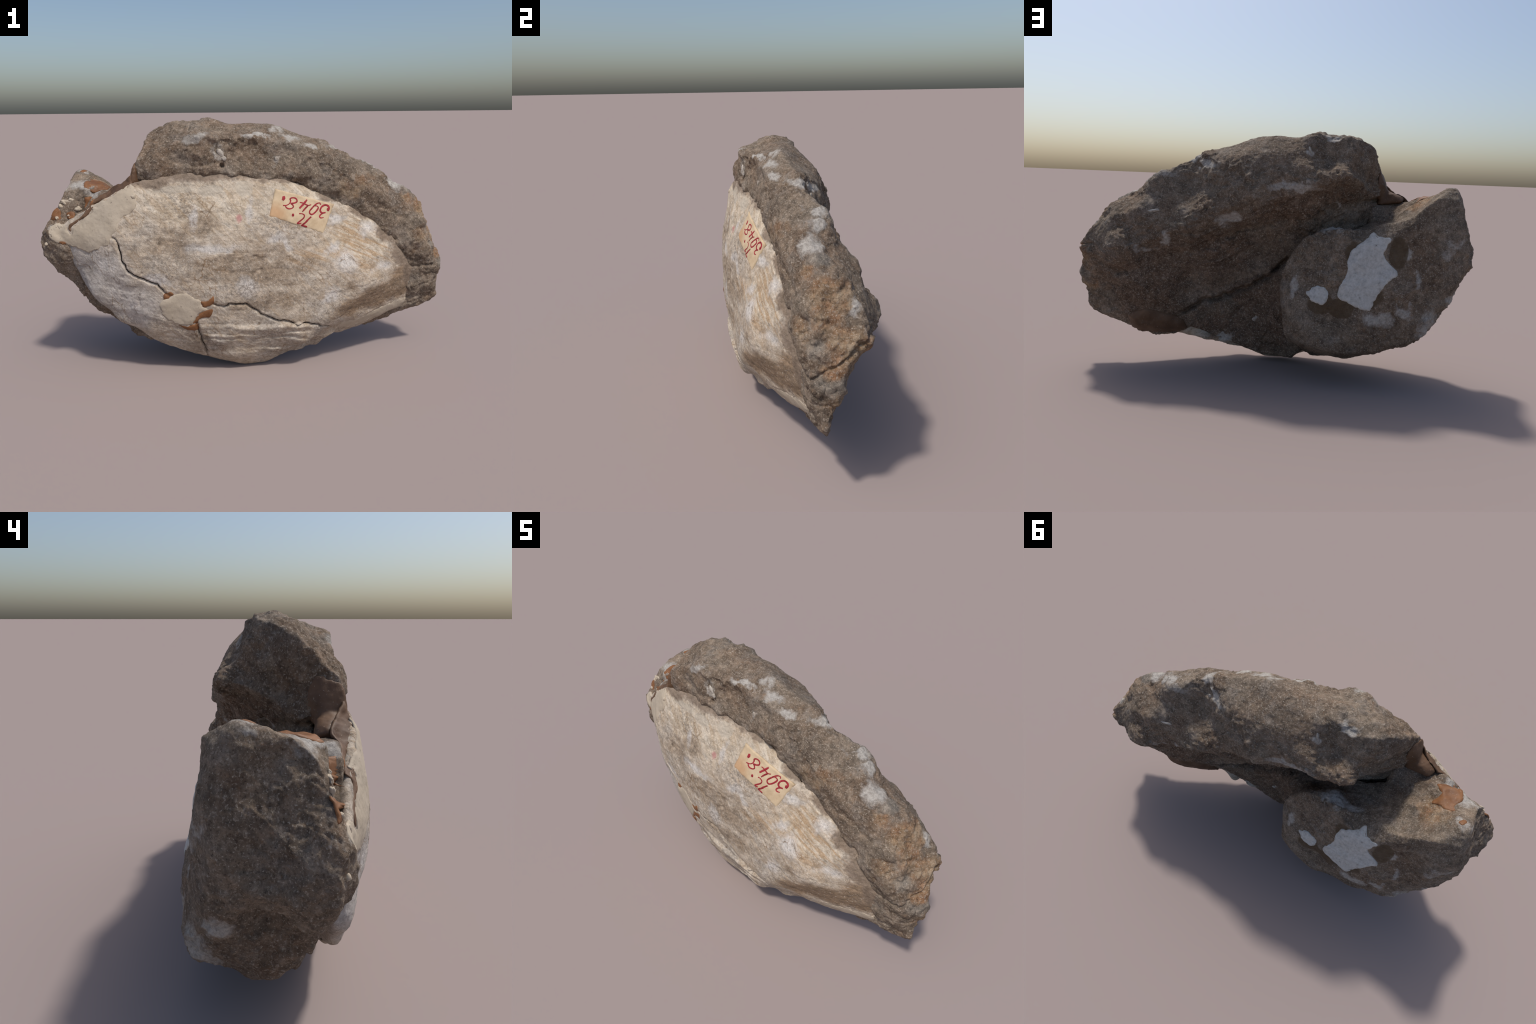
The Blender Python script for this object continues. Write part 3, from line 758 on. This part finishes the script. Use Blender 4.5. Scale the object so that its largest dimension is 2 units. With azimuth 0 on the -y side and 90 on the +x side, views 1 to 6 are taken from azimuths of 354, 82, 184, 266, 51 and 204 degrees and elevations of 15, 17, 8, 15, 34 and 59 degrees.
FRONT = bvh(shell, lump, slab, resin)
BACK = bvh(lump, slab, wedge)
ALL = bvh(lump, slab, wedge, shell)
SHELL_T = bvh(shell)
RAYS = {"front": ((0, 2), 1, -2.0, Vector((0, 1, 0))), "back": ((0, 2), 1, 2.0, Vector((0, -1, 0))), "top": ((0, 1), 2, 3.0, Vector((0, 0, -1)))}

def cast(tree, side, a, b):
    axes, depth, start, d = RAYS[side]
    o = Vector((0, 0, 0))
    o[axes[0]], o[axes[1]], o[depth] = a, b, start
    return tree.ray_cast(o, d)[0]

def inside(poly, p):
    x, y = p[:, 0:1], p[:, 1:2]
    a, b = poly, np.roll(poly, -1, 0)
    with np.errstate(divide="ignore", invalid="ignore"):
        c = ((a[:, 1] > y) != (b[:, 1] > y)) & (x < (b[:, 0] - a[:, 0]) * (y - a[:, 1]) / (b[:, 1] - a[:, 1] + 1e-12) + a[:, 0])
    return c.sum(1) % 2 == 1

def patch(name, outline, side, tree, mat, parent, thick=.006, edge=.012, step=.007, ragged=.004, even=2, lump_amp=.15, seed=0, sharp=False):
    """A skin of putty, glue, paint or paper laid on the surface: closed outline, raised middle, edges sunk in."""
    from mathutils.geometry import delaunay_2d_cdt
    rim = np.array(outline, float) if sharp else spline(outline, 5, True)
    if sharp:
        rim = np.concatenate([a + (b - a) * np.arange(14)[:, None] / 14 for a, b in zip(rim, np.roll(rim, -1, 0))])
    q = np.c_[rim[:, 0], 0 * rim[:, 0], rim[:, 1]]
    rim = rim + ragged * np.stack([fractal(q, 45, 3, .6, seed), fractal(q, 45, 3, .6, seed + 50)], 1)
    lo, hi = rim.min(0), rim.max(0)
    gx, gy = np.meshgrid(np.arange(lo[0], hi[0], step), np.arange(lo[1], hi[1], step))
    grid = np.c_[gx.ravel(), gy.ravel()]
    grid = grid + np.random.default_rng(seed).uniform(-.25, .25, grid.shape) * step
    grid = grid[inside(rim, grid)]
    loop = np.r_[rim, rim[:1]]
    if len(grid):
        grid = grid[polyline_distance(grid, loop)[0] > .55 * step]
    pts = np.r_[rim, grid]
    n = len(rim)
    vs, _, fs, *_ = delaunay_2d_cdt([Vector(p) for p in pts], [(i, (i + 1) % n) for i in range(n)], [], 1, 1e-6)
    P = np.array([v[:] for v in vs])
    axes, depth, start, d = RAYS[side]
    hits = [cast(tree, side, *p) for p in P]
    z = np.array([h[depth] if h else np.nan for h in hits])
    good = ~np.isnan(z)
    if not good.any():
        return None
    for i in np.where(~good)[0]:
        z[i] = z[good][np.argmin(((P[good] - P[i]) ** 2).sum(1))]
    ed = np.array([(f[k], f[(k + 1) % len(f)]) for f in fs for k in range(len(f))])
    sgn = -d[depth]
    for _ in range(even):
        acc = np.zeros(len(P)); cnt = np.zeros(len(P))
        np.add.at(acc, ed[:, 0], z[ed[:, 1]]); np.add.at(cnt, ed[:, 0], 1)
        z = np.where(cnt > 0, .5 * z + .5 * acc / np.maximum(cnt, 1), z)
    dist = polyline_distance(P, loop)[0]
    t = np.clip(dist / edge, 0, 1)
    q = np.c_[P[:, 0], 0 * P[:, 0], P[:, 1]]
    h = thick * (.12 + .88 * (1 - (1 - t) ** 2)) * (1 + lump_amp * 3 * fractal(q, 22, 3, .6, seed + 9))
    top = np.zeros((len(P), 3))
    top[:, axes[0]], top[:, axes[1]], top[:, depth] = P[:, 0], P[:, 1], z + sgn * h
    low = top.copy()
    low[:, depth] = z - sgn * max(.006, thick * .8)
    m = len(P)
    count = {}
    for f in fs:
        for k in range(len(f)):
            e = (f[k], f[(k + 1) % len(f)])
            count[tuple(sorted(e))] = count.get(tuple(sorted(e)), []) + [e]
    faces = [list(f) for f in fs] + [[i + m for i in reversed(f)] for f in fs]
    faces += [[e[1], e[0], e[0] + m, e[1] + m] for k, e in ((k, v[0]) for k, v in count.items() if len(v) == 1)]
    me = bpy.data.meshes.new(name)
    me.from_pydata(np.r_[top, low].tolist(), [], faces)
    bm = bmesh.new(); bm.from_mesh(me)
    bmesh.ops.recalc_face_normals(bm, faces=bm.faces)
    bm.to_mesh(me); bm.free()
    smooth_shade(me)
    return add(name, me, parent, mat)

# ------------------------------------------------------------------ putty fills
PUTTY = [
    ([(-.567, .911), (-.599, .886), (-.646, .856), (-.671, .845), (-.711, .827), (-.735, .819), (-.732, .796), (-.755, .770), (-.790, .746), (-.821, .722),
      (-.838, .694), (-.850, .695), (-.853, .722), (-.87, .731), (-.914, .732), (-.938, .718), (-.946, .689), (-.938, .662), (-.905, .645), (-.868, .644),
      (-.833, .633), (-.790, .616), (-.756, .611), (-.720, .625), (-.680, .647), (-.650, .663), (-.641, .691), (-.618, .723), (-.598, .768), (-.561, .786),
      (-.533, .808), (-.523, .838), (-.531, .860), (-.534, .895), (-.547, .913)], .005, .030, 8),
    ([(-.441, .380), (-.412, .396), (-.373, .416), (-.332, .421), (-.295, .411), (-.258, .391), (-.255, .360), (-.227, .341), (-.270, .323), (-.290, .302),
      (-.305, .265), (-.339, .261), (-.395, .280), (-.436, .307), (-.441, .344)], .0035, .022, 4),
    ([(.42, .205), (.50, .222), (.60, .240), (.68, .262), (.76, .282), (.80, .275), (.78, .235), (.70, .215), (.60, .185), (.50, .165), (.43, .175)], .0016, .02, 2),
]
for k, (o, t, e, ev) in enumerate(PUTTY):
    patch("putty_fill", o, "front", FRONT, putty, root, t, e, .006, .010, ev, .12, 500 + k)

# amber glue oozing from the joints
AMBER_FRONT = [
    [(-.429, .421), (-.396, .432), (-.382, .421), (-.402, .401), (-.426, .396)],
    [(-.263, .386), (-.231, .388), (-.202, .412), (-.203, .374), (-.232, .358), (-.252, .360)],
    [(-.287, .302), (-.256, .334), (-.206, .345), (-.220, .306), (-.262, .297), (-.281, .274), (-.302, .274)],
    [(-.367, .263), (-.329, .258), (-.301, .267), (-.272, .277), (-.279, .237), (-.311, .236), (-.340, .241)],
    [(-.778, .845), (-.742, .845), (-.720, .842), (-.735, .819), (-.766, .807), (-.782, .785), (-.778, .817)],
    [(-.918, .797), (-.899, .795), (-.890, .768), (-.895, .748), (-.918, .745), (-.936, .745), (-.934, .766)],
    [(-.862, .775), (-.835, .778), (-.825, .765), (-.838, .752), (-.866, .752)],
    [(-.905, .652), (-.88, .655), (-.868, .645), (-.885, .638)],
]
for k, o in enumerate(AMBER_FRONT):
    patch("amber_glue", o, "front", FRONT, drop_glue, root, .0032, .010, .005, .006, 2, .15, 540 + k)
AMBER_TOP = [
    [(-.672, -.065), (-.70, -.085), (-.745, -.088), (-.775, -.080), (-.785, -.05), (-.787, -.018), (-.769, .016), (-.772, .045), (-.736, .050), (-.707, .035),
     (-.679, .028), (-.678, .013), (-.698, -.024)],
    [(-.797, .104), (-.805, .085), (-.824, .087), (-.826, .103), (-.811, .115)],
]
for k, o in enumerate(AMBER_TOP):
    patch("amber_glue", o, "top", BACK, drop_glue, root, .004, .012, .006, .005, 3, .15, 560 + k)
# glue pooled in the joint at the back, low on the right
patch("brown_glue", [(.70, .27), (.62, .285), (.56, .262), (.50, .245), (.465, .205), (.455, .165), (.52, .148), (.60, .150), (.67, .155), (.72, .185), (.735, .23)],
      "back", BACK, wall_glue, root, .024, .05, .008, .008, 6, .12, 571)
patch("brown_glue", [(-.745, .818), (-.703, .834), (-.672, .848), (-.646, .856), (-.611, .872), (-.578, .892), (-.548, .912), (-.546, .955), (-.575, .935), (-.60, .915), (-.635, .900), (-.668, .876), (-.705, .858), (-.735, .838)],
      "front", FRONT, wall_glue, root, .006, .012, .006, .004, 6, .15, 575)
patch("brown_glue", [(-.842, .70), (-.835, .722), (-.80, .748), (-.762, .772), (-.742, .79), (-.725, .812), (-.735, .825), (-.755, .812), (-.77, .79), (-.80, .76), (-.84, .735), (-.852, .715)],
      "front", FRONT, wall_glue, root, .006, .01, .005, .003, 3, .2, 573)

# chalky paint left on the back block
PAINT = [
    [(-.467, .734), (-.500, .722), (-.539, .722), (-.537, .696), (-.517, .656), (-.527, .622), (-.578, .560), (-.540, .525), (-.504, .480), (-.482, .427), (-.455, .389), (-.398, .401),
     (-.355, .419), (-.314, .446), (-.333, .507), (-.353, .544), (-.354, .605), (-.377, .662), (-.427, .697)],
    [(-.229, .481), (-.261, .472), (-.275, .439), (-.259, .404), (-.229, .395), (-.197, .415), (-.174, .439), (-.195, .465)],
]
for k, o in enumerate(PAINT):
    patch("paint_patch", o, "back", BACK, chalk, root, .0036, .008, .006, .008, 3, .2, 580 + k)

# ------------------------------------------------------------------ paper label with its inscription
LABEL = np.array([(.383, .795), (.097, .880), (.063, .760), (.322, .665)])     # its own lower left, lower right, upper right, upper left
label = patch("paper_label", LABEL, "front", SHELL_T, paper, root, .0035, .004, .006, .0012, 8, .05, 600, sharp=True)
LABEL_T = bvh(label.data)

def on_label(s, t):
    a, b, c, d = LABEL
    return a * (1 - s) * (1 - t) + b * s * (1 - t) + c * s * t + d * (1 - s) * t
STROKES = [
    ("ink_digit", [(0.0085, [(0.096, 0.491), (0.139, 0.529), (0.169, 0.507), (0.164, 0.432), (0.131, 0.365), (0.095, 0.320)]),
        (0.0105, [(0.095, 0.320), (0.151, 0.367), (0.194, 0.304), (0.191, 0.192), (0.154, 0.105), (0.107, 0.087), (0.066, 0.135), (0.061, 0.201), (0.080, 0.249)]),
        (0.016, [(0.074, 0.153), (0.069, 0.202), (0.077, 0.243)])]),
    ("ink_digit", [(0.0095, [(0.220, 0.126), (0.239, 0.074), (0.274, 0.102), (0.312, 0.195), (0.345, 0.319), (0.365, 0.419), (0.348, 0.490), (0.309, 0.500), (0.273, 0.423), (0.246, 0.303), (0.241, 0.229), (0.270, 0.191), (0.302, 0.206)])]),
    ("ink_digit", [(0.0125, [(0.461, 0.073), (0.495, 0.238), (0.542, 0.420)]),
        (0.007, [(0.564, 0.225), (0.515, 0.217), (0.461, 0.239), (0.414, 0.245), (0.372, 0.196)]),
        (0.008, [(0.414, 0.245), (0.449, 0.364), (0.478, 0.501)])]),
    ("ink_digit", [(0.009, [(0.818, 0.483), (0.768, 0.447), (0.726, 0.366), (0.716, 0.266), (0.731, 0.197), (0.691, 0.137), (0.640, 0.140), (0.613, 0.222), (0.649, 0.297), (0.699, 0.343), (0.670, 0.369), (0.648, 0.429), (0.670, 0.499), (0.718, 0.536), (0.759, 0.520), (0.778, 0.475)])]),
    ("ink_dot", [(0.02, [(0.850, 0.171), (0.835, 0.235), (0.847, 0.311)])]),
    ("ink_letter", [(0.0085, [(0.523, 0.597), (0.477, 0.569), (0.431, 0.595), (0.425, 0.677), (0.453, 0.779), (0.487, 0.874), (0.503, 0.927), (0.469, 0.913), (0.436, 0.873)]),
        (0.0105, [(0.309, 0.577), (0.345, 0.699), (0.374, 0.822), (0.420, 0.952)]),
        (0.0085, [(0.425, 0.965), (0.368, 0.941), (0.320, 0.935)])]),
    ("ink_dot", [(0.0155, [(0.628, 0.653), (0.617, 0.700), (0.620, 0.745)])]),
]
def ink_mark(name, strokes, seed):
    """Brush strokes on the label: thin ribbons of ink that swell and shrink."""
    vs, fs = [], []
    for m, (width, pts) in enumerate(strokes):
        path = spline(pts, 7) if len(pts) > 2 else np.linspace(pts[0], pts[1], 9)
        pq = np.array([on_label(*p) for p in path])
        tan = np.gradient(pq, axis=0)
        nrm = np.c_[-tan[:, 1], tan[:, 0]] / (np.linalg.norm(tan, axis=1)[:, None] + 1e-9)
        k = np.linspace(0, 1, len(pq))
        w = width * (.65 + .35 * np.sin(k * np.pi) ** .6) * (1 + .22 * noise(np.c_[k * 9, k, k + m], 1, seed))
        base = len(vs)
        for i in range(len(pq)):
            for off in (-1, -.5, .5, 1):
                a, b = pq[i] + nrm[i] * w[i] * .5 * off
                h = cast(LABEL_T, "front", a, b) or cast(SHELL_T, "front", a, b)
                vs.append((a, h.y - (.0010 if abs(off) < 1 else -.001) - .0002 * k[i] - .0003 * m, b))
        for i in range(len(pq) - 1):
            for j in range(3):
                c = base + i * 4 + j
                fs.append((c, c + 1, c + 5, c + 4))
    me = bpy.data.meshes.new(name)
    me.from_pydata(vs, [], fs)
    bm = bmesh.new(); bm.from_mesh(me)
    for f in bm.faces:
        if f.normal.y > 0:
            f.normal_flip()
    bm.to_mesh(me); bm.free()
    return add(name, me, label, ink)

for k, (nm, strokes) in enumerate(STROKES):
    ink_mark(nm, strokes, 620 + k)

# ------------------------------------------------------------------ near-black ribbons in the cracks
def crack_ribbon(path, width, seed):
    tan = np.gradient(path, axis=0)
    nrm = np.c_[-tan[:, 1], tan[:, 0]] / (np.linalg.norm(tan, axis=1)[:, None] + 1e-9)
    k = np.linspace(0, 1, len(path))
    w = width * np.clip(np.sin(k * np.pi) * 3, .25, 1) * (1 + .5 * noise(np.c_[k * 14, k, k], 1, seed))
    vs, fs = [], []
    for i in range(len(path)):
        c = cast(SHELL_T, "front", *path[i])
        y = (c.y if c else vs[-1][1] + .002) - .002
        for off, dy in ((-1, .006), (0, 0), (1, .006)):
            a, b = path[i] + nrm[i] * w[i] * .5 * off
            vs.append((a, y + dy, b))
    for i in range(len(path) - 1):
        for j in range(2):
            fs.append((i * 3 + j, i * 3 + j + 1, i * 3 + j + 4, i * 3 + j + 3))
    me = bpy.data.meshes.new("crack_dark_line")
    me.from_pydata(vs, [], fs)
    bm = bmesh.new(); bm.from_mesh(me)
    bmesh.ops.recalc_face_normals(bm, faces=bm.faces)
    if sum(f.normal.y for f in bm.faces) > 0:
        bmesh.ops.reverse_faces(bm, faces=bm.faces)
    bm.to_mesh(me); bm.free()
    smooth_shade(me)
    add("crack_dark_line", me, shell_o, near_black)

for k, (p, w) in enumerate(zip(CRACK_PATHS, (.0075, .007, .007))):
    crack_ribbon(p, w, 700 + k)

# ------------------------------------------------------------------ fossil chips and putty crumbs
def pebble(name, at, size, rot, mat, parent, seed, rough=.18, sub=3):
    bm = bmesh.new()
    bmesh.ops.create_icosphere(bm, subdivisions=sub, radius=1)
    me = new_mesh(name, bm)
    v = coords(me)
    v = v * (1 + rough * fractal(v + seed, 1.1, 3, .7, seed))[:, None]
    v = v * np.array(size)
    from mathutils import Euler
    at = ALL.find_nearest(Vector(at))[0]
    R = np.array(Euler(rot).to_matrix())
    put(me, v @ R.T + np.array(at))
    smooth_shade(me)
    return add(name, me, parent, mat)

for p, r, e in (((-.158, .092, 1.106), (.006, .007, .026), (.5, .45, 0)), ((.572, .142, .790), (.026, .005, .008), (0, .12, .1)),
                ((-.150, -.180, 1.045), (.012, .006, .020), (0, -.6, 0)), ((-.136, -.178, 1.022), (.013, .006, .010), (0, .7, 0)),
                ((.389, .060, 1.006), (.008, .004, .010), (0, .3, 0)), ((.11, -.152, 1.015), (.010, .006, .010), (0, .8, 0))):
    pebble("shell_chip", p, r, e, white_shell, slab_o, int(900 + p[0] * 100), .5)
for p, r, e in (((.246, -.083, .120), (.032, .012, .014), (0, .15, 0)), ((.098, -.064, .230), (.010, .006, .010), (0, 0, 0))):
    pebble("shell_chip", p, r, e, white_shell, wedge_o, int(900 + p[0] * 100), .4)
for k, (p, r) in enumerate([((-.862, -.080, .829), (.026, .007, .009)), ((-.842, -.085, .836), (.014, .006, .008)), ((-.872, -.079, .822), (.012, .006, .006)), ((-.893, -.082, .808), (.013, .008, .009)), ((-.811, -.088, .794), (.012, .011, .018)),
                            ((-.857, -.090, .764), (.006, .006, .006)), ((-.849, -.094, .755), (.006, .006, .005)), ((-.948, -.094, .632), (.012, .009, .009)),
                            ((-.540, -.215, .865), (.010, .009, .012)), ((-.885, -.118, .715), (.022, .018, .013)), ((-.909, -.098, .755), (.011, .010, .006))]):
    pebble("putty_crumb", p, r, (0, .4 * k, 0), putty, lump_o, 30 + k, .6)
